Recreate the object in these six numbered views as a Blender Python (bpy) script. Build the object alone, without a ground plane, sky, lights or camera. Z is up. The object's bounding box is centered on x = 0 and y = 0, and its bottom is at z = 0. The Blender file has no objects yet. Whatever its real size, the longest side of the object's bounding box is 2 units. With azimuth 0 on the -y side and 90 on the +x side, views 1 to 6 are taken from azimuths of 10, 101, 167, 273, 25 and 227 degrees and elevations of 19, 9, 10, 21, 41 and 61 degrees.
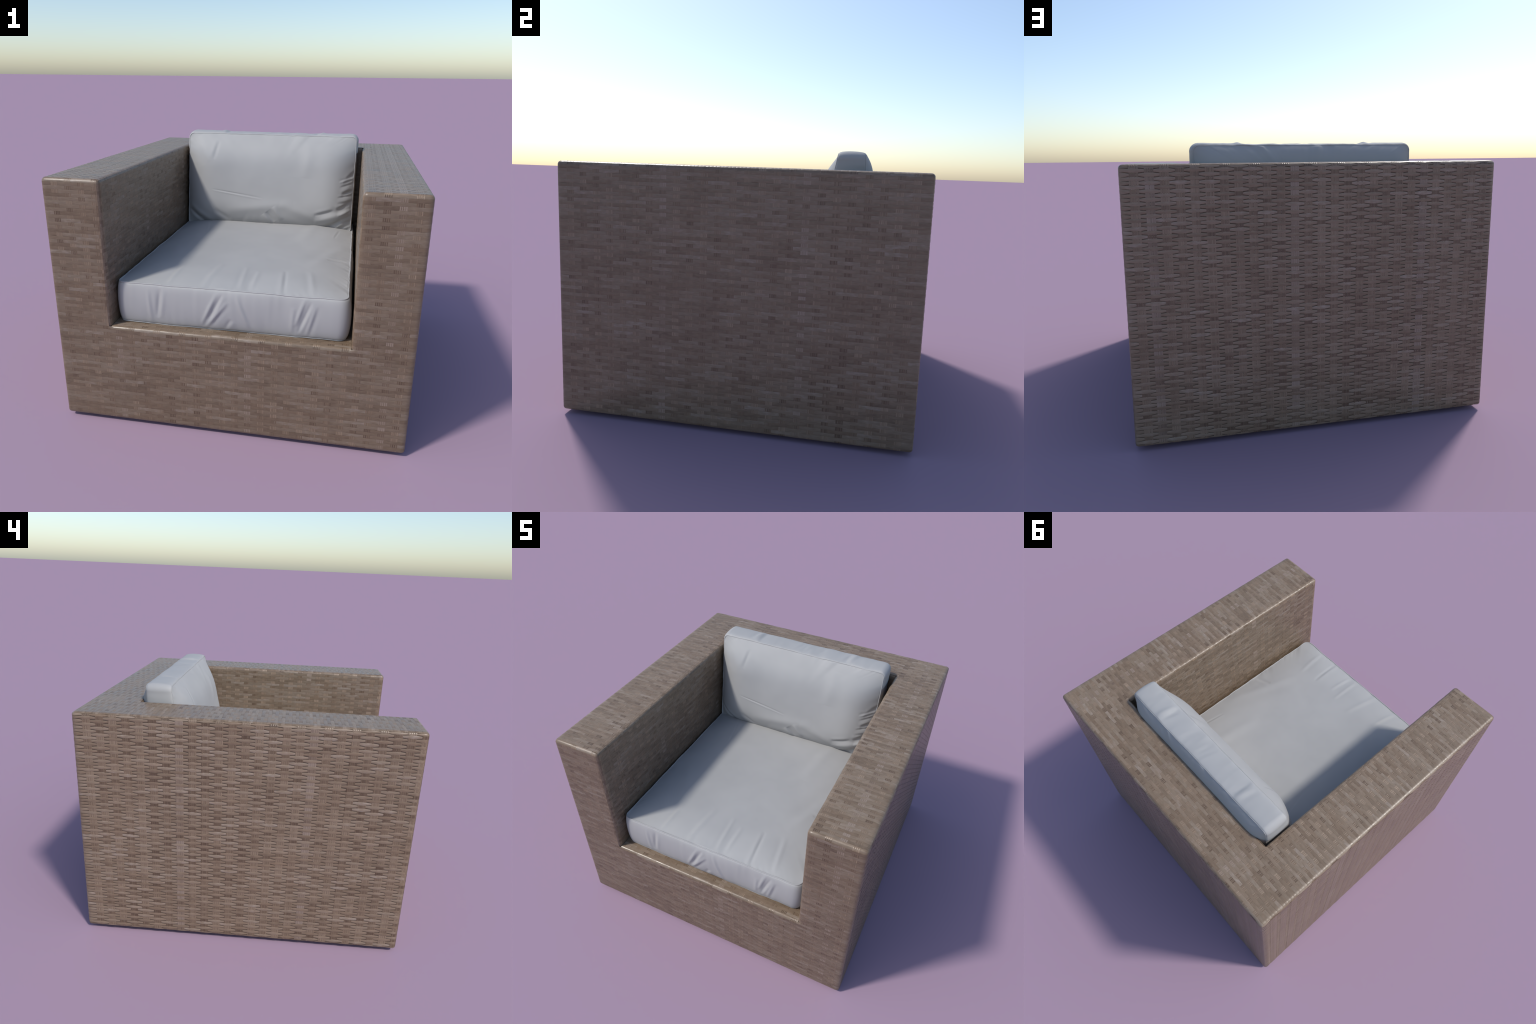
# Woven-wicker club armchair with two loose box cushions.
import bpy, math
import numpy as np

# ------------------------------------------------------------------ sizes
ZB, ZT = 0.0185, 1.4625          # underside and top of the woven shell
NROW = 73                        # weft rows over the full height
PV = (ZT - ZB) / NROW            # row pitch on upright faces
ZS = ZB + 31 * PV                # seat deck height
XO, YO = 0.998, 1.0              # outer half width / half depth
XI = 0.668                       # inner face of the arms
PY = 2 * YO / 101                # row pitch on horizontal faces
YI = -YO + 85 * PY               # inner face of the back
R = 0.022                        # rounding of the shell's edges
COL = bpy.context.scene.collection


# ------------------------------------------------------------------ small helpers
def new_mesh(name, verts, faces, smooth=True, crisp=None):
    me = bpy.data.meshes.new(name)
    me.from_pydata(np.asarray(verts).tolist(), [], faces if isinstance(faces, list) else faces.tolist())
    me.validate()
    if smooth:
        me.polygons.foreach_set('use_smooth', [True] * len(me.polygons))
        if crisp:
            me.set_sharp_from_angle(angle=math.radians(crisp))
    me.update()
    return me


def new_obj(name, me, parent, mat=None):
    ob = bpy.data.objects.new(name, me)
    COL.objects.link(ob)
    ob.parent = parent
    if mat and me is not None and not me.materials:
        me.materials.append(mat)
    return ob


def smooth_noise(x, seed, n=4096):
    """1-D value noise with cubic easing, in -1..1 (x in lattice units)."""
    tab = np.random.default_rng(seed).uniform(-1, 1, n)
    i = np.floor(x).astype(int)
    f = x - i
    f = f * f * (3 - 2 * f)
    return tab[i % n] * (1 - f) + tab[(i + 1) % n] * f


def noise2(x, y, seed, n=256):
    tab = np.random.default_rng(seed).uniform(-1, 1, (n, n))
    i, j = np.floor(x).astype(int), np.floor(y).astype(int)
    f, g = x - i, y - j
    f = f * f * (3 - 2 * f)
    g = g * g * (3 - 2 * g)
    a = tab[i % n, j % n] * (1 - f) + tab[(i + 1) % n, j % n] * f
    b = tab[i % n, (j + 1) % n] * (1 - f) + tab[(i + 1) % n, (j + 1) % n] * f
    return a * (1 - g) + b * g


# ------------------------------------------------------------------ node materials
class Nodes:
    def __init__(self, name):
        self.mat = bpy.data.materials.new(name)
        self.mat.use_nodes = True
        self.t = self.mat.node_tree
        self.bsdf = self.t.nodes['Principled BSDF']

    def new(self, typ, **kw):
        n = self.t.nodes.new(typ)
        for k, v in kw.items():
            setattr(n, k, v)
        return n

    def link(self, a, b):
        self.t.links.new(a, b)

    def math(self, op, a, b=None, c=None):
        n = self.new('ShaderNodeMath', operation=op)
        for k, v in enumerate((a, b, c)):
            if v is None:
                continue
            if isinstance(v, (int, float)):
                n.inputs[k].default_value = v
            else:
                self.link(v, n.inputs[k])
        return n.outputs[0]

    def vec(self, x, y, z):
        n = self.new('ShaderNodeCombineXYZ')
        for k, v in enumerate((x, y, z)):
            if isinstance(v, (int, float)):
                n.inputs[k].default_value = v
            else:
                self.link(v, n.inputs[k])
        return n.outputs[0]

    def white(self, v):
        n = self.new('ShaderNodeTexWhiteNoise', noise_dimensions='3D')
        self.link(v, n.inputs['Vector'])
        return n.outputs['Value']

    def noise(self, v, scale=1.0, detail=2.0, rough=0.5):
        n = self.new('ShaderNodeTexNoise')
        self.link(v, n.inputs['Vector'])
        n.inputs['Scale'].default_value = scale
        n.inputs['Detail'].default_value = detail
        n.inputs['Roughness'].default_value = rough
        return n.outputs['Fac']

    def ramp(self, fac, stops, interp='LINEAR'):
        n = self.new('ShaderNodeValToRGB')
        n.color_ramp.interpolation = interp
        el = n.color_ramp.elements
        while len(el) < len(stops):
            el.new(0.5)
        for e, (p, c) in zip(el, stops):
            e.position = p
            e.color = (*c, 1)
        self.link(fac, n.inputs['Fac'])
        return n.outputs['Color']

    def mix(self, fac, a, b, mode='MIX'):
        n = self.new('ShaderNodeMix', data_type='RGBA', blend_type=mode)
        for s, v in ((n.inputs['Factor'], fac), (n.inputs['A'], a), (n.inputs['B'], b)):
            if isinstance(v, (int, float)):
                s.default_value = v
            elif isinstance(v, tuple):
                s.default_value = (*v, 1)
            else:
                self.link(v, s)
        return n.outputs['Result']


def weave_material(name, ua, va, u0, P, v0, pv, seed, gain, warp=False):
    """Colour of the rattan: every float of a weft strand (or every visible warp window)
    gets its own tone, from its row and column number worked out from the position."""
    N = Nodes(name)
    geo = N.new('ShaderNodeNewGeometry')
    sep = N.new('ShaderNodeSeparateXYZ')
    N.link(geo.outputs['Position'], sep.inputs[0])
    u, v = sep.outputs[ua], sep.outputs[va]
    k = N.math('DIVIDE', N.math('SUBTRACT', u, u0), P)
    row = N.math('FLOOR', N.math('DIVIDE', N.math('SUBTRACT', v, v0), pv))
    if warp:
        col = N.math('FLOOR', N.math('ADD', k, 0.5))
        cane = N.math('FLOOR', N.math('MULTIPLY', k, 9.0))
        w1 = N.white(N.vec(col, row, seed))
        w2 = N.white(N.vec(cane, seed + 3.0, 1.5))
        w3 = N.white(N.vec(col, seed + 9.0, 4.5))
        tone = N.math('ADD', N.math('ADD', N.math('MULTIPLY', w1, 0.58), N.math('MULTIPLY', w2, 0.25)),
                      N.math('MULTIPLY', w3, 0.15))
        c = N.ramp(tone, [(0.12, WARP_DARK), (0.5, WARP_MID), (0.88, WARP_LIGHT)])
        # every tenth warp is a pale greyish one
        m = N.math('MODULO', N.math('ADD', col, 400.0), 10.0)
        pale = N.math('LESS_THAN', m, 0.5)
        c = N.mix(N.math('MULTIPLY', pale, N.math('MULTIPLY_ADD', w1, 0.6, 0.0)), c, WARP_PALE)
        streak = N.noise(N.vec(N.math('MULTIPLY', u, 420.0), N.math('MULTIPLY', v, 12.0), seed), 1.0, 2.0)
    else:
        par = N.math('MODULO', N.math('ADD', row, 400.0), 2.0)
        cell = N.math('FLOOR', N.math('DIVIDE', N.math('SUBTRACT', N.math('ADD', k, 1.0), par), 2.0))
        w1 = N.white(N.vec(cell, row, seed))
        w2 = N.white(N.vec(row, seed + 5.0, 2.5))
        w3 = N.white(N.vec(cell, row, seed + 11.0))
        fade = N.noise(N.vec(N.math('MULTIPLY', u, 30.0), N.math('MULTIPLY', v, 60.0), seed + 2.0), 1.0, 2.0)
        tone = N.math('ADD', N.math('MULTIPLY', w1, 0.50), N.math('MULTIPLY', w2, 0.04))
        tone = N.math('ADD', tone, N.math('MULTIPLY_ADD', fade, 0.6, -0.06))
        c = N.ramp(tone, [(0.06, WEFT_DARK), (0.38, WEFT_MID), (0.70, WEFT_LIGHT), (0.88, WEFT_PALE)])
        c = N.mix(N.math('MULTIPLY', w3, 0.35), c, WEFT_WARM)
        streak = N.noise(N.vec(N.math('MULTIPLY', u, 26.0), N.math('MULTIPLY', v, 380.0), seed), 1.0, 3.0)
    broad = N.noise(N.vec(N.math('MULTIPLY', u, 3.0), N.math('MULTIPLY', v, 3.0), seed), 1.0, 1.0)
    s = N.math('MULTIPLY', N.math('MULTIPLY_ADD', streak, 0.60, 0.70), gain)
    s = N.math('MULTIPLY', s, N.math('MULTIPLY_ADD', broad, 0.14, 0.93))
    c = N.mix(1.0, c, N.vec(s, s, s), 'MULTIPLY')
    N.link(c, N.bsdf.inputs['Base Color'])
    N.link(N.math('MULTIPLY_ADD', w1, 0.12, 0.30), N.bsdf.inputs['Roughness'])
    b = N.new('ShaderNodeBump')
    b.inputs['Strength'].default_value = 0.25
    b.inputs['Distance'].default_value = 0.0015
    N.link(streak, b.inputs['Height'])
    N.link(b.outputs[0], N.bsdf.inputs['Normal'])
    return N.mat


WEFT_DARK, WEFT_MID = (0.122, 0.083, 0.054), (0.177, 0.128, 0.086)
WEFT_LIGHT, WEFT_PALE = (0.222, 0.169, 0.121), (0.276, 0.222, 0.179)
WEFT_WARM = (0.200, 0.134, 0.086)
WARP_DARK, WARP_MID, WARP_LIGHT = (0.108, 0.071, 0.045), (0.184, 0.128, 0.084), (0.250, 0.182, 0.126)
WARP_PALE = (0.272, 0.214, 0.176)


def core_material():
    N = Nodes('shaded_wicker_lining')
    tc = N.new('ShaderNodeTexCoord')
    f = N.noise(tc.outputs['Object'], 60.0, 3.0)
    N.link(N.ramp(f, [(0.3, (0.125, 0.086, 0.060)), (0.7, (0.160, 0.112, 0.080))]), N.bsdf.inputs['Base Color'])
    N.bsdf.inputs['Roughness'].default_value = 0.8
    return N.mat


def fabric_material():
    N = Nodes('grey_white_canvas')
    tc = N.new('ShaderNodeTexCoord')
    f = N.noise(tc.outputs['Object'], 5.0, 2.0)
    c = N.ramp(f, [(0.3, (0.352, 0.350, 0.345)), (0.7, (0.378, 0.375, 0.368))])
    N.link(c, N.bsdf.inputs['Base Color'])
    N.bsdf.inputs['Roughness'].default_value = 0.66
    g = N.noise(tc.outputs['Object'], 900.0, 2.0)
    b = N.new('ShaderNodeBump')
    b.inputs['Strength'].default_value = 0.04
    b.inputs['Distance'].default_value = 0.001
    N.link(g, b.inputs['Height'])
    N.link(b.outputs[0], N.bsdf.inputs['Normal'])
    return N.mat


def rubber_material():
    N = Nodes('dark_rubber')
    tc = N.new('ShaderNodeTexCoord')
    f = N.noise(tc.outputs['Object'], 80.0)
    N.link(N.ramp(f, [(0.3, (0.02, 0.02, 0.02)), (0.7, (0.035, 0.033, 0.03))]), N.bsdf.inputs['Base Color'])
    N.bsdf.inputs['Roughness'].default_value = 0.7
    return N.mat


# ------------------------------------------------------------------ woven panels
class Panel:
    """A flat face of the shell with its rounded border.
    U runs along the weft strands, V across them, N outwards; `limits(a, b)` gives for each
    point the convex borders (a_lo, a_hi, b_lo, b_hi), infinite where the face meets another
    one in an inner corner."""

    def __init__(self, name, U, V, Nn, off, limits, u0, P, v0, pv, depth, bold, seed, gain=1.0, warp_gain=1.0):
        self.name = name
        self.U, self.V, self.N = (np.array(x, float) for x in (U, V, Nn))
        self.off, self.limits = off, limits
        self.u0, self.P, self.v0, self.pv = u0, P, v0, pv
        self.depth, self.bold, self.seed = depth, bold, seed
        ua, va = int(np.argmax(np.abs(self.U))), int(np.argmax(np.abs(self.V)))
        self.mat_weft = weave_material('rattan_weft_' + name, ua, va, u0, P, v0, pv, seed, gain)
        self.mat_warp = weave_material('rattan_warp_' + name, ua, va, u0, P, v0, pv, seed + 40.0, warp_gain, True)

    def place(self, a, b, h):
        al, ah, bl, bh = self.limits(a, b)
        qa = np.clip(a, al + R, ah - R)
        qb = np.clip(b, bl + R, bh - R)
        da, db = a - qa, b - qb
        L = np.sqrt(da * da + db * db + R * R)
        k = (R + h) / L
        pa, pb, pn = qa + da * k, qb + db * k, self.off - R + R * k
        return pa[..., None] * self.U + pb[..., None] * self.V + pn[..., None] * self.N

    # one weft strand: over one warp, under the next
    def strand(self, row, a0, a1, rng, v=None):
        v = self.v0 + (row + 0.5) * self.pv if v is None else v
        a0, a1 = a0 + 1e-4, a1 - 1e-4
        n = max(6, int(round((a1 - a0) / (self.P / (5.0 if self.bold else 6.0)))))
        a = np.linspace(a0, a1, n + 1)
        k = (a - self.u0) / self.P
        ph = np.cos(math.pi * (k + row % 2))
        amp = 1 + 0.25 * smooth_noise(k * 0.5 + 50, int(rng.integers(1e6)))
        # the weave is pulled flat where it turns round a border
        rim = np.clip((np.minimum(a - a0, a1 - a) - 0.004) / 0.035, 0, 1)
        if self.name == 'top':
            rim = 0.55 + 0.45 * rim          # strands lap over the arm edges and stay a little bumpy there
        if self.bold:
            ph = np.sign(ph) * np.abs(ph) ** 0.8
            w = self.pv * (0.81 + 0.25 * ph)
            crown = (0.0003 + 0.7 * self.depth) * rim + 0.0002
            sec = np.array([(-1, -1), (-0.6, -0.36), (0, 0), (0.6, -0.36), (1, -1), (0.7, -1.0), (-0.7, -1.0)])
        else:
            ph = np.sign(ph) * np.abs(ph) ** 0.45
            w = self.pv * (1.0 + 0.01 * ph)
            crown = (0.0001 + 0.5 * self.depth) * rim + 0.0001
            sec = np.array([(-1, -1), (-0.5, -0.1), (0.5, -0.1), (1, -1), (0.7, -1.0), (-0.7, -1.0)])
        m = len(sec)
        w = w * rim + self.pv * (1 - rim)
        h = -self.depth * (1 - ph * (0.25 + 0.75 * rim)) * amp
        w = w * (1 + (0.04 if self.bold else 0.01) * smooth_noise(k * 0.7 + 90, int(rng.integers(1e6))))
        vc = v + self.pv * (0.05 if self.bold else 0.03) * rim * smooth_noise(k * 0.6 + 20, int(rng.integers(1e6)))
        dv = 0.5 * w[:, None] * sec[None, :, 0]
        dh = crown[:, None] * sec[None, :, 1] + np.array([0] * (m - 2) + [-0.0012, -0.0012])[None]
        A = np.repeat(a[:, None], m, 1)
        pts = self.place(A, vc[:, None] + dv, h[:, None] + dh).reshape(-1, 3)
        i = np.arange(n)[:, None] * m
        j = np.arange(m)[None]
        j2 = (j + 1) % m
        f = np.stack([i + j, i + m + j, i + m + j2, i + j2], -1).reshape(-1, 4).tolist()
        f += [list(range(m)), list(range(n * m + m - 1, n * m - 1, -1))]
        return pts, f

    # one warp: a flat bundle of four thin canes
    def warp(self, kk, b0, b1, rng):
        P, base = self.P, self.u0 + kk * self.P
        b0, b1 = b0 + 1e-4, b1 - 1e-4
        rim = np.linspace(0, 0.03, 6)
        b = np.concatenate([b0 + rim, np.linspace(b0 + 0.03, b1 - 0.03, max(3, int((b1 - b0) / 0.05)))[1:-1], b1 - rim[::-1]])
        n = len(b) - 1
        V, F = [], []
        top = -1.0 * self.depth if self.bold else -0.8 * self.depth
        cw = P * (0.62 if self.bold else 0.52) / 4
        for c in range(4):
            cc = base + (c - 1.5) * cw + rng.uniform(-1, 1) * 0.0006
            sec = np.array([(-0.5, -0.0007), (-0.25, -0.0001), (0.25, -0.0001), (0.5, -0.0007), (0.4, -0.0026), (-0.4, -0.0026)])
            ww = cw * rng.uniform(0.93, 1.01)
            A = cc + ww * np.repeat(sec[None, :, 0], n + 1, 0)
            H = top + np.repeat(sec[None, :, 1], n + 1, 0) + rng.uniform(-1, 1) * (0.0003 if self.bold else 0.0001)
            pts = self.place(A, np.repeat(b[:, None], 6, 1), H).reshape(-1, 3)
            i = np.arange(n)[:, None] * 6
            j = np.arange(6)[None]
            j2 = (j + 1) % 6
            f = np.stack([i + j, i + j2, i + 6 + j2, i + 6 + j], -1).reshape(-1, 4) + len(V) * (n + 1) * 6
            V.append(pts)
            F += f.tolist()
        return np.concatenate(V), F


def merge(parts):
    V, F, o = [], [], 0
    for v, f in parts:
        V.append(v)
        F += [[q + o for q in x] for x in f]
        o += len(v)
    return np.concatenate(V), F


INF = 9.0


def lim(al, ah, bl, bh):
    return lambda a, b: (al, ah, bl, bh)


def front_limits(a, b):
    arm = np.abs(a) > XI
    lo = np.where(a > XI, np.where(b > ZS - 0.0015, XI, -XO), -XO)
    hi = np.where(a < -XI, np.where(b > ZS - 0.0015, -XI, XO), XO)
    return lo, hi, ZB, np.where(arm, ZT, ZS)


def top_limits(a, b):
    lo = np.where((a > 0) & (b < YI + 0.0015), XI, -XO)
    hi = np.where((a < 0) & (b < YI + 0.0015), -XI, XO)
    return lo, hi, np.where(np.abs(a) < XI, YI, -YO), YO


X, Y, Z = (1, 0, 0), (0, 1, 0), (0, 0, 1)
nX, nY = (-1, 0, 0), (0, -1, 0)


def strands_as_objects(panel, rows, a0, a1, parent, flat_rows):
    """Each row its own object; rows away from the rounded borders share a few meshes."""
    cache = {}
    for r in rows:
        rng = np.random.default_rng(int(panel.seed * 1000) + r)
        if flat_rows[0] <= r < flat_rows[1]:
            key = (r % 2, int(rng.integers(6)))
            if key not in cache:
                ref = flat_rows[0] + 10 + key[0] + (flat_rows[0] % 2)
                v, f = panel.strand(ref, a0, a1, rng)
                cache[key] = (new_mesh('weft_strand', v, f, crisp=40), ref)
                cache[key][0].materials.append(panel.mat_weft)
            me, ref = cache[key]
            ob = new_obj('weft_strand', me, parent)
            ob.location = panel.V * ((r - ref) * panel.pv)
        else:
            v, f = panel.strand(r, a0, a1, rng)
            new_obj('weft_strand', new_mesh('weft_strand', v, f, crisp=40), parent, panel.mat_weft)


def strands_joined(panel, pieces, parent):
    parts = []
    for i, (r, a0, a1) in enumerate(pieces):
        rng = np.random.default_rng(int(panel.seed * 1000) + 7000 + i)
        parts.append(panel.strand(r, a0, a1, rng))
    v, f = merge(parts)
    ob = new_obj('wicker_weave', new_mesh('wicker_weave', v, f, crisp=40), parent, panel.mat_weft)
    ob['kind'] = 'stuff'


def warps_joined(panel, spans, parent):
    """spans: list of (a_lo, a_hi, b0, b1): warps whose middle lies between a_lo and a_hi."""
    parts = []
    rng = np.random.default_rng(int(panel.seed * 1000) + 9)
    for lo, hi, b0, b1 in spans:
        k0, k1 = math.ceil((lo - panel.u0) / panel.P - 0.3), math.floor((hi - panel.u0) / panel.P + 0.3)
        for k in range(k0, k1 + 1):
            c = panel.u0 + k * panel.P
            if lo + 0.016 < c < hi - 0.016:
                parts.append(panel.warp(k, b0, b1, rng))
    v, f = merge(parts)
    ob = new_obj('warp_cane', new_mesh('warp_cane', v, f, crisp=40), parent, panel.mat_warp)
    ob['kind'] = 'stuff'


def core_box(name, lo, hi, parent, mat, bevel=0.016):
    x0, y0, z0 = lo
    x1, y1, z1 = hi
    v = [(x, y, z) for x in (x0, x1) for y in (y0, y1) for z in (z0, z1)]
    f = [(0, 1, 3, 2), (4, 6, 7, 5), (0, 4, 5, 1), (2, 3, 7, 6), (0, 2, 6, 4), (1, 5, 7, 3)]
    ob = new_obj(name, new_mesh(name, v, f, False), parent, mat)
    m = ob.modifiers.new('round', 'BEVEL')
    m.width = bevel
    m.segments = 4
    return ob


# ------------------------------------------------------------------ cushions
def rounded_loop(hx, hy, rc, step):
    """Closed outline of a rounded rectangle, starting at the middle of the -y side."""
    segs = []
    def line(p, q):
        n = max(2, int(round(math.dist(p, q) / step)))
        t = np.linspace(0, 1, n, endpoint=False)[:, None]
        segs.append(np.array(p) * (1 - t) + np.array(q) * t)
    def arc(cx, cy, a0):
        n = 14
        t = np.linspace(a0, a0 + math.pi / 2, n, endpoint=False)
        segs.append(np.stack([cx + rc * np.cos(t), cy + rc * np.sin(t)], -1))
    ix, iy = hx - rc, hy - rc
    line((0, -hy), (ix, -hy)); arc(ix, -iy, -math.pi / 2)
    line((hx, -iy), (hx, iy)); arc(ix, iy, 0)
    line((ix, hy), (-ix, hy)); arc(-ix, iy, math.pi / 2)
    line((-hx, iy), (-hx, -iy)); arc(-ix, -iy, math.pi)
    line((-ix, -hy), (0, -hy))
    return np.concatenate(segs)


def fold_field(x, y, folds):
    """Sum of creases: each (x0, y0, x1, y1, width, height), faded to both ends, with a
    steeper flank on one side, as a pulled cloth has."""
    h = np.zeros_like(x)
    for x0, y0, x1, y1, w, d in folds:
        dx, dy = x1 - x0, y1 - y0
        L2 = dx * dx + dy * dy
        L = math.sqrt(L2)
        t = ((x - x0) * dx + (y - y0) * dy) / L2
        s = ((x - x0) * dy - (y - y0) * dx) / L
        fade = np.clip(t * (1 - t) * 4, 0, 1) ** 0.7
        q = s / w
        h += d * fade * (np.exp(-q * q) - 0.55 * np.exp(-((q - 1.5) / 1.3) ** 2))
    return h


def soften(folds, k=0.65):
    return [(x0, y0, x1, y1, w * 1.2, d * k) for x0, y0, x1, y1, w, d in folds]


class Cushion:
    """A box cushion: two crowned panels and a boxing strip between two piped seams.
    Local frame: x width, y length, z thickness; `shape` maps local points into the chair."""

    def __init__(self, hx, hy, thick, rc, shape, seed, loft, square):
        self.square = square
        self.loft = loft
        self.hx, self.hy, self.T, self.shape, self.seed = hx, hy, thick, shape, seed
        self.loop = rounded_loop(hx, hy, rc, 0.0045)
        n = len(self.loop)
        d = np.roll(self.loop, -1, 0) - np.roll(self.loop, 1, 0)
        d /= np.linalg.norm(d, axis=1)[:, None]
        self.nrm = np.stack([d[:, 1], -d[:, 0]], -1)
        seg = np.linalg.norm(np.roll(self.loop, -1, 0) - self.loop, axis=1)
        self.s = np.concatenate([[0], np.cumsum(seg)[:-1]])
        self.per = float(seg.sum())

    def periodic(self, freq, seed):
        """noise round the seam that closes on itself"""
        n = max(4, int(round(self.per * freq)))
        return smooth_noise(self.s / self.per * n, seed, n)

    def seam(self, z, seed):
        w = 0.0016 * self.periodic(14, seed) + 0.0008 * self.periodic(40, seed + 1)
        p = self.loop + self.nrm * w[:, None]
        zz = z + 0.0022 * self.periodic(9, seed + 2) + 0.0008 * self.periodic(35, seed + 3)
        return p, zz

    def build(self, parent, name, mat, crown_top, crown_bot, bulge, pucker, box_folds, top_folds, box_pucker, swell=None, bead=0.0024):
        n = len(self.loop)
        pt, zt = self.seam(self.T, self.seed)
        pb, zb = self.seam(0.0, self.seed + 10)
        V = []
        # boxing strip, top seam to bottom seam
        M = 44
        t = np.linspace(0, 1, M + 1)
        prof = (4 * t * (1 - t)) ** self.square
        S = np.repeat(self.s[None], M + 1, 0)
        T = np.repeat(t[:, None], n, 1)
        low = 1 + 0.25 * self.periodic(3, self.seed + 20)
        ridge = np.zeros((M + 1, n))
        for q in range(3):
            lean = 0.03 * self.periodic(4, self.seed + 31 + q)
            nn = int(round(self.per * (22, 30, 44)[q]))
            a = smooth_noise(((S + (T - 0.5) * lean[None]) / self.per * nn), self.seed + 41 + q, nn)
            gate = np.clip(self.periodic(5, self.seed + 51 + q) * 1.6 + 0.2, 0, 1)
            reach = (np.exp(-T * (2.5 + q)), np.exp(-(1 - T) * (3.0 + q)), np.exp(-T * 6))[q]
            ridge += a * gate[None] * reach * (1.0, 0.9, 0.7)[q]
        sd = (S + self.per / 2) % self.per - self.per / 2      # signed run from the front middle
        off = bulge * prof[:, None] * low[None] + np.minimum(prof, 1)[:, None] * (
            box_pucker * ridge + fold_field(sd, T * self.T, box_folds))
        if swell:
            off = off + np.minimum(prof, 1)[:, None] * swell(sd)
        base = pt[None] * (1 - T[..., None]) + pb[None] * T[..., None]
        P = base + self.nrm[None] * off[..., None]
        zz = zt[None] * (1 - T) + zb[None] * T
        V.append(np.concatenate([P, zz[..., None]], -1).reshape(-1, 3))
        F = []
        idx = np.arange(n)
        nx = (idx + 1) % n
        for r in range(M):
            F.append(np.stack([r * n + idx, (r + 1) * n + idx, (r + 1) * n + nx, r * n + nx], -1))
        boxing_faces = np.concatenate(F)
        # crowned panels, ring by ring towards the middle
        def panel(p0, z0, crown, sign, rings, folds, seed, puck, Dx, Dy, pw):
            g = np.linspace(0, 1, rings + 1)[1:]
            g = 1 - 0.985 * g ** 1.35
            K = g[:, None, None]
            q = p0[None] * K
            x, y = q[..., 0], q[..., 1]
            d = np.minimum(self.hx - np.abs(x), self.hy - np.abs(y)) 
            d = np.maximum(d, 0)
            ex = 1 - np.clip(1 - (self.hx - np.abs(x)) / Dx, 0, 1) ** pw
            ey = 1 - np.clip(1 - (self.hy - np.abs(y)) / Dy, 0, 1) ** pw
            h = crown * ex * ey
            edge = np.clip(d / 0.006, 0, 1)
            for c in range(3):
                fr = (16, 27, 46)[c]
                reach = (0.075, 0.045, 0.02)[c] * (1 + 0.5 * self.periodic(6, seed + 60 + c))
                gate = np.clip(self.periodic(5, seed + 70 + c) * 1.5 + 0.35, 0, 1)
                a = self.periodic(fr, seed + 80 + c) * gate
                h = h + puck * (1.0, 0.8, 0.5)[c] * a[None] * np.exp(-d / reach[None]) * edge * np.clip(1 - d / 0.2, 0, 1)
            h = h + 0.0035 * noise2(x * 4 + 40, y * 4 + 40, seed + 90) * np.clip(d / 0.08, 0, 1)
            if folds:
                h = h + fold_field(x, y, folds) * edge
            keep = np.exp(-d / 0.04)
            z = z0[None] * keep + z0.mean() * (1 - keep) + sign * h
            return np.concatenate([x[..., None], y[..., None], z[..., None]], -1).reshape(-1, 3)
        RT, RB = 110, 56
        tv = panel(pt, zt, crown_top, 1, RT, top_folds, self.seed + 100, pucker, *self.loft[0])
        bv = panel(pb, zb, crown_bot, -1, RB, None, self.seed + 200, pucker * 1.3, *self.loft[1])
        def ring_faces(first, start, rings, flip):
            rows = [first + idx] + [start + r * n + idx for r in range(rings)]
            out = []
            for r in range(rings):
                a, b = rows[r], rows[r + 1]
                q = [a, np.roll(a, -1), np.roll(b, -1), b]
                out.append(np.stack(q[::-1] if flip else q, -1))
            return np.concatenate(out).tolist(), rows[-1]
        bo = len(V[0])
        f1, last1 = ring_faces(0, bo, RT, False)
        f2, last2 = ring_faces(M * n, bo + len(tv), RB, True)
        verts = np.concatenate([V[0], tv, bv])
        faces = boxing_faces.tolist() + f1 + [last1.tolist()] + f2 + [last2.tolist()[::-1]]
        me = new_mesh(name, self.shape(verts), faces)
        body = new_obj(name, me, parent, mat)
        # piping along both seams
        for (p, z) in ((pt, zt), (pb, zb)):
            self.piping(p, z, body, mat, bead)
        return body

    def piping(self, p, z, parent, mat, r=0.0024):
        n = len(p)
        c = np.concatenate([p, z[:, None]], -1)
        nr = np.concatenate([self.nrm, np.zeros((n, 1))], -1)
        up = np.array([0, 0, 1.0])
        a = np.linspace(0, 2 * math.pi, 8, endpoint=False)
        ring = c[:, None] + nr[:, None] * (r - 0.002 + r * np.cos(a))[None, :, None] + up * (r * np.sin(a))[None, :, None]
        i = np.arange(n)[:, None]
        i2 = (i + 1) % n
        j = np.arange(8)[None]
        j2 = (j + 1) % 8
        f = np.stack([i * 8 + j, i2 * 8 + j, i2 * 8 + j2, i * 8 + j2], -1).reshape(-1, 4)
        new_obj('piping', new_mesh('piping', self.shape(ring.reshape(-1, 3)), f), parent, mat)


# ================================================================== build
chair = bpy.data.objects.new('wicker_armchair', None)
COL.objects.link(chair)
chair['label'] = 'boxy woven wicker armchair with two pale grey cushions'
chair['category'] = 'armchair'

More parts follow.
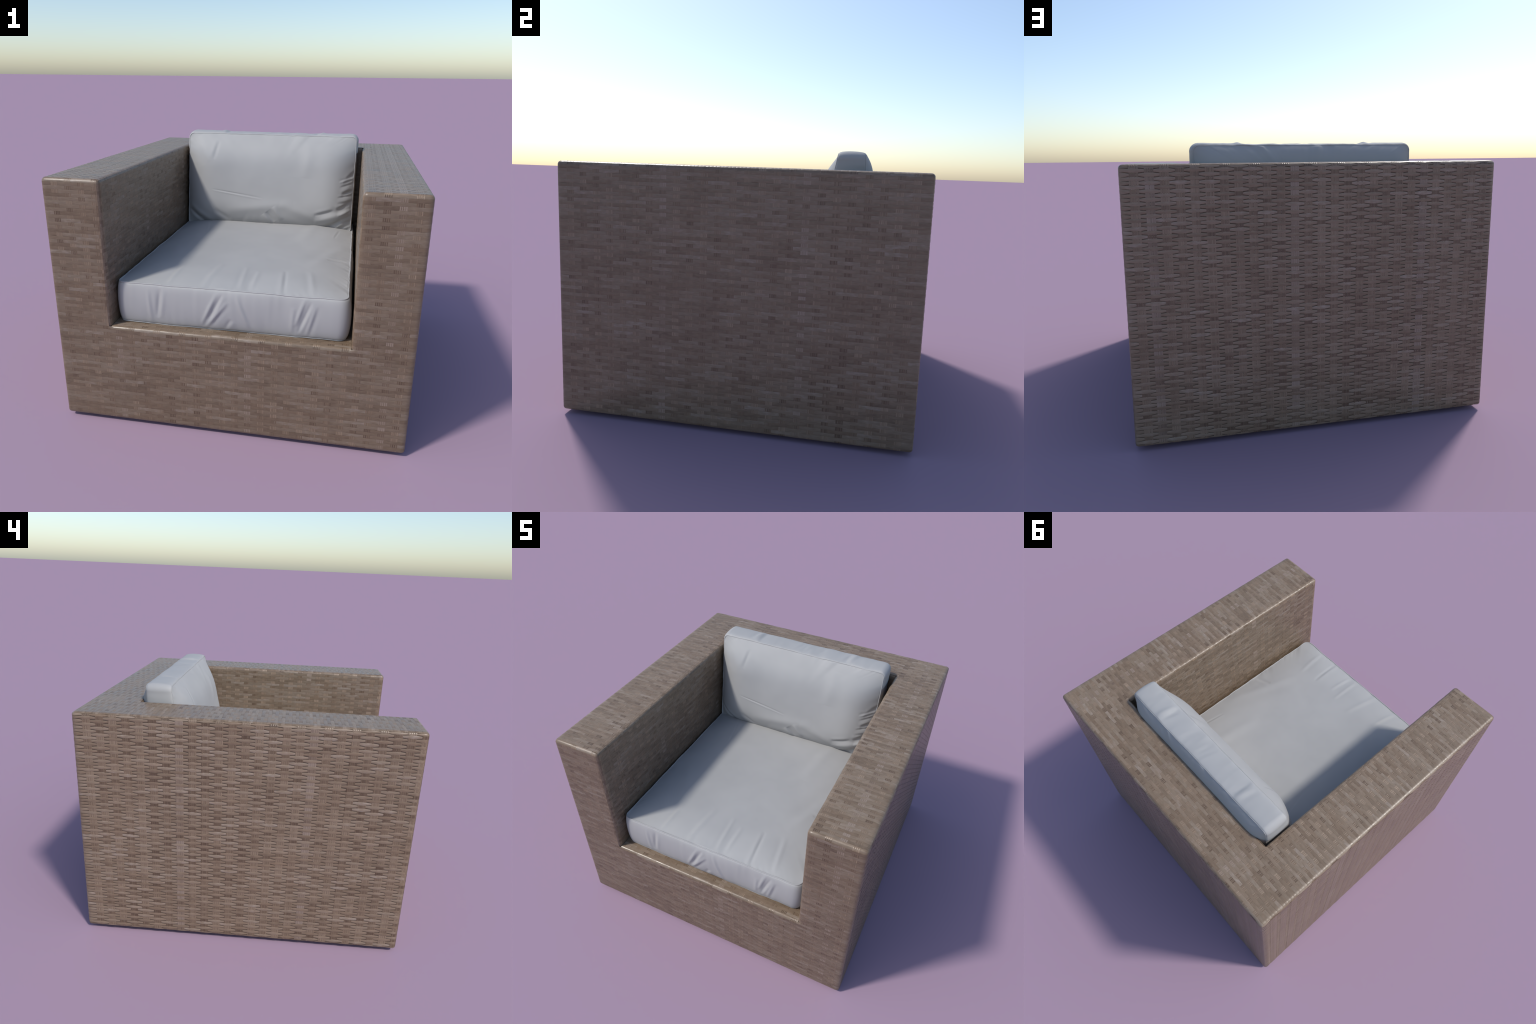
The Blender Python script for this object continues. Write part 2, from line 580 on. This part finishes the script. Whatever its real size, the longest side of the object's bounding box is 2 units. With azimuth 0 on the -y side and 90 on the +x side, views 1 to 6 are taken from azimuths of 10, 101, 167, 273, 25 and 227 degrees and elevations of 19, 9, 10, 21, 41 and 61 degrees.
core = core_material()
fabric = fabric_material()
IN = 0.005                                    # lining lies this far under the weave
arm_l = core_box('armrest', (-XO + IN, -YO + IN, ZB + IN), (-XI - IN, YO - IN, ZT - IN), chair, core)
arm_r = core_box('armrest', (XI + IN, -YO + IN, ZB + IN), (XO - IN, YO - IN, ZT - IN), chair, core)
back = core_box('backrest', (-XI - IN - 0.02, YI + IN, ZB + IN + 0.001), (XI + IN + 0.02, YO - IN - 0.001, ZT - IN - 0.001), chair, core)
base = core_box('seat_base', (-XI - IN - 0.02, -YO + IN + 0.001, ZB + IN + 0.002), (XI + IN + 0.02, YI + IN + 0.02, ZS - IN), chair, core)

# woven faces of the shell (bold: high relief, oval floats; otherwise a flat, tight weave)
left = Panel('left', Y, Z, nX, XO, lim(-YO, YO, ZB, ZT), 0.383, 0.0758, ZB, PV, 0.0011, True, 1.0, 1.18, 1.0)
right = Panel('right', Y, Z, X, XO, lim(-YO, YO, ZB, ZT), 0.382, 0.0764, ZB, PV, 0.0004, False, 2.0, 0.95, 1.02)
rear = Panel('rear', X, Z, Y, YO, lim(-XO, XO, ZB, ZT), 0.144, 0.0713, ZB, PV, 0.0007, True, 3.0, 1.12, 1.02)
front = Panel('front', X, Z, nY, YO, front_limits, 0.118, 0.0741, ZB, PV, 0.0003, False, 4.0, 0.86, 0.93)  # same rattan, base colour darkened for the dimmer light on this face
top = Panel('top', X, Y, Z, ZT, top_limits, 0.118, 0.0741, -YO, PY, 0.0004, False, 5.0, 1.06, 1.06)  # gains above 1 put some of the sky's sheen into the colour
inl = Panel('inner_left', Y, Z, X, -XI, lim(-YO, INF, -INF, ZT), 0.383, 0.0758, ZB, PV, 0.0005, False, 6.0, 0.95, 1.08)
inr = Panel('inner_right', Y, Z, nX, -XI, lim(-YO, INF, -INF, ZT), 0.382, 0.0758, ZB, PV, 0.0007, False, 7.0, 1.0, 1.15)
inb = Panel('inner_back', X, Z, nY, -YI, lim(-INF, INF, -INF, ZT), 0.118, 0.0741, ZB, PV, 0.0003, False, 8.0)
deck = Panel('deck', X, Y, Z, ZS, lim(-INF, INF, -YO, INF), 0.118, 0.0741, -YO, PY, 0.0003, False, 9.0)

full = range(NROW)
flat = (2, NROW - 2)
strands_as_objects(left, full, -YO, YO, arm_l, flat)
strands_as_objects(right, full, -YO, YO, arm_r, flat)
strands_as_objects(rear, full, -XO, XO, back, flat)
strands_as_objects(front, range(31), -XO, XO, base, (2, 29))

warps_joined(left, [(-YO, YO, ZB, ZT)], arm_l)
warps_joined(right, [(-YO, YO, ZB, ZT)], arm_r)
warps_joined(rear, [(-XO, XO, ZB, ZT)], back)
warps_joined(front, [(-XI, XI, ZB, ZS)], base)

up_rows = range(31, NROW)
for side, arm, s, inner in (('l', arm_l, -1, inl), ('r', arm_r, 1, inr)):
    x0, x1 = (-XO, -XI) if s < 0 else (XI, XO)
    strands_joined(front, [(r, x0, x1) for r in up_rows], arm)
    warps_joined(front, [(x0, x1, ZB, ZT)], arm)
    strands_joined(inner, [(r, -YO, YI) for r in up_rows], arm)
    warps_joined(inner, [(-YO, YI, ZS, ZT)], arm)
    rows = [r for r in range(101) if -YO + (r + 0.5) * PY < YI]
    strands_joined(top, [(r, x0, x1) for r in rows], arm)
    warps_joined(top, [(x0, x1, -YO, YO)], arm)
strands_joined(inb, [(r, -XI, XI) for r in up_rows], back)
warps_joined(inb, [(-XI, XI, ZS, ZT)], back)
strands_joined(top, [(r, -XO, XO) for r in range(101) if -YO + (r + 0.5) * PY >= YI], back)
warps_joined(top, [(-XI, XI, YI, YO)], back)
strands_joined(deck, [(r, -XI, XI) for r in range(0, 84)], base)
warps_joined(deck, [(-XI, XI, -YO, YI)], base)

# low glides under the corners
rub = rubber_material()
a = np.linspace(0, 2 * math.pi, 24, endpoint=False)
gv = [(0.045 * math.cos(t), 0.045 * math.sin(t), z) for z in (0.0, 0.034) for t in a]
gf = [[i, (i + 1) % 24, 24 + (i + 1) % 24, 24 + i] for i in range(24)] + [list(range(23, -1, -1)), list(range(24, 48))]
glide = new_mesh('foot', gv, gf, False)
for sx in (-1, 1):
    for sy in (-1, 1):
        ob = new_obj('foot', glide, chair, rub)
        ob.location = (sx * 0.84, sy * 0.84, 0)

# seat cushion ------------------------------------------------------
SY = -0.132                                   # middle of the seat cushion
def seat_shape(p):
    return np.stack([p[:, 0] - 0.006, p[:, 1] + SY, p[:, 2] + ZS + 0.004], -1)


seat_box_folds = [
    (-0.385, 0.225, -0.405, 0.05, 0.011, -0.010), (-0.46, 0.22, -0.44, 0.02, 0.010, 0.005),
    
    (-0.06, 0.225, -0.15, 0.03, 0.009, 0.008), (-0.03, 0.22, -0.11, 0.06, 0.008, -0.008),
    (0.00, 0.18, -0.14, 0.0, 0.009, 0.007), (0.04, 0.23, 0.12, 0.03, 0.010, 0.006),
    
    (0.42, 0.235, 0.37, 0.07, 0.009, 0.008),
    (0.455, 0.22, 0.385, 0.03, 0.008, -0.009), (0.48, 0.20, 0.43, 0.01, 0.009, 0.007),
    (0.36, 0.18, 0.35, 0.02, 0.010, 0.005), (0.02, 0.08, -0.02, 0.01, 0.010, -0.006),
]
seat_box_folds = [(x0, 0.24 - y0, x1, 0.24 - y1, w, d) for x0, y0, x1, y1, w, d in seat_box_folds]
seat_top_folds = [
    (-0.47, 0.60, -0.36, 0.12, 0.006, -0.0022), (0.40, 0.70, 0.30, 0.05, 0.035, 0.006),
    (0.55, 0.45, 0.52, 0.22, 0.006, -0.003), (0.60, 0.10, 0.40, -0.45, 0.030, 0.005),
    (0.28, -0.52, 0.30, -0.78, 0.010, -0.005), (0.13, -0.55, 0.12, -0.78, 0.012, 0.004),
    (0.05, -0.50, 0.06, -0.78, 0.012, 0.004), (-0.10, -0.48, -0.15, -0.78, 0.016, 0.004),
    (0.42, -0.50, 0.46, -0.78, 0.014, 0.004), (-0.32, -0.54, -0.35, -0.78, 0.012, 0.004),
    (0.62, -0.20, 0.50, -0.24, 0.012, -0.006), (-0.55, -0.1, -0.3, -0.6, 0.03, 0.004),
]
Cushion(0.640, 0.786, 0.236, 0.045, seat_shape, 11, ((0.34, 0.34, 2.4), (0.34, 0.34, 2.4)), 0.48).build(
    chair, 'seat_cushion', fabric, 0.042, -0.002, 0.023, 0.0034, soften(seat_box_folds, 0.72), soften(seat_top_folds, 0.75), 0.0026, bead=0.0036)

# back cushion: its z axis points out of the chair's front, its y axis up -----------------
BH = 0.348
BZ = 1.208                                    # middle height
def back_shape(p):
    f = (p[:, 1] + BH) / (2 * BH)             # 0 at the bottom, 1 at the top
    rear_y = 0.664 - 0.004 * f
    front_y = 0.405 + 0.100 * f
    yy = rear_y + (front_y - rear_y) * (p[:, 2] / 0.2)
    return np.stack([p[:, 0] - 0.010, yy, BZ + p[:, 1]], -1)


# boxing runs from the bottom middle; the top middle lies half way round
back_box_folds = []
half = 2 * (0.636 + BH) - 0.03
for xx, d in ((-0.40, 0.011), (-0.36, -0.007), (0.37, 0.011), (0.33, -0.008), (0.02, 0.006), (-0.05, -0.005), (0.16, 0.004)):
    back_box_folds.append((half - xx, 0.02, half - xx - 0.03, 0.19, 0.014, d))
    back_box_folds.append((-half - xx, 0.02, -half - xx - 0.03, 0.19, 0.014, d))
back_front_folds = [
    (-0.42, -0.05, -0.03, -0.10, 0.004, -0.0035), (0.05, -0.16, 0.12, -0.26, 0.016, 0.006),
    (0.00, -0.20, 0.06, -0.28, 0.014, -0.007), (0.62, -0.12, 0.52, -0.17, 0.012, -0.008),
    (0.62, -0.17, 0.53, -0.21, 0.012, 0.008), (0.62, -0.22, 0.42, -0.31, 0.014, -0.009),
    (0.60, -0.18, 0.36, -0.26, 0.018, 0.008), (0.50, -0.17, 0.36, -0.21, 0.010, -0.006),
    (0.62, -0.03, 0.55, -0.06, 0.012, -0.007), (0.62, 0.05, 0.56, 0.03, 0.012, -0.006),
    (0.58, -0.27, 0.48, -0.335, 0.014, 0.008), (-0.62, -0.18, -0.42, -0.30, 0.018, 0.008),
    (-0.62, -0.22, -0.46, -0.33, 0.012, -0.007), (-0.40, -0.20, -0.28, -0.28, 0.016, -0.005),
    (-0.39, 0.30, -0.42, 0.17, 0.012, -0.005), (0.30, 0.30, 0.28, 0.06, 0.035, 0.005),
    (0.10, -0.14, 0.40, -0.24, 0.03, 0.005), (-0.55, 0.33, -0.45, 0.15, 0.03, 0.005),
    (-0.30, -0.20, 0.20, -0.13, 0.03, 0.005),
]
rng_fold = np.random.default_rng(5)
for yy in np.arange(-0.29, 0.14, 0.044):      # gathered cloth along the right-hand seam
    reach, drop = rng_fold.uniform(0.05, 0.12), rng_fold.uniform(0.01, 0.05)
    yy += rng_fold.uniform(-0.012, 0.012)
    back_front_folds.append((0.645, yy, 0.635 - reach, yy - drop, rng_fold.uniform(0.006, 0.010),
                             rng_fold.choice([-1, 1]) * rng_fold.uniform(0.003, 0.006)))
Cushion(0.632, BH, 0.2, 0.032, back_shape, 23, ((0.25, 0.24, 2.5), (0.14, 0.15, 2.8)), 0.36).build(
    chair, 'back_cushion', fabric, 0.099, 0.053, 0.010, 0.0040, soften(back_box_folds, 0.4), soften(back_front_folds, 0.85), 0.0030,
    swell=lambda sd: 0.006 / (1 + np.exp(-(0.355 - np.abs(half - np.abs(sd)) ) * -160)) * (np.abs(sd) > 1.2))
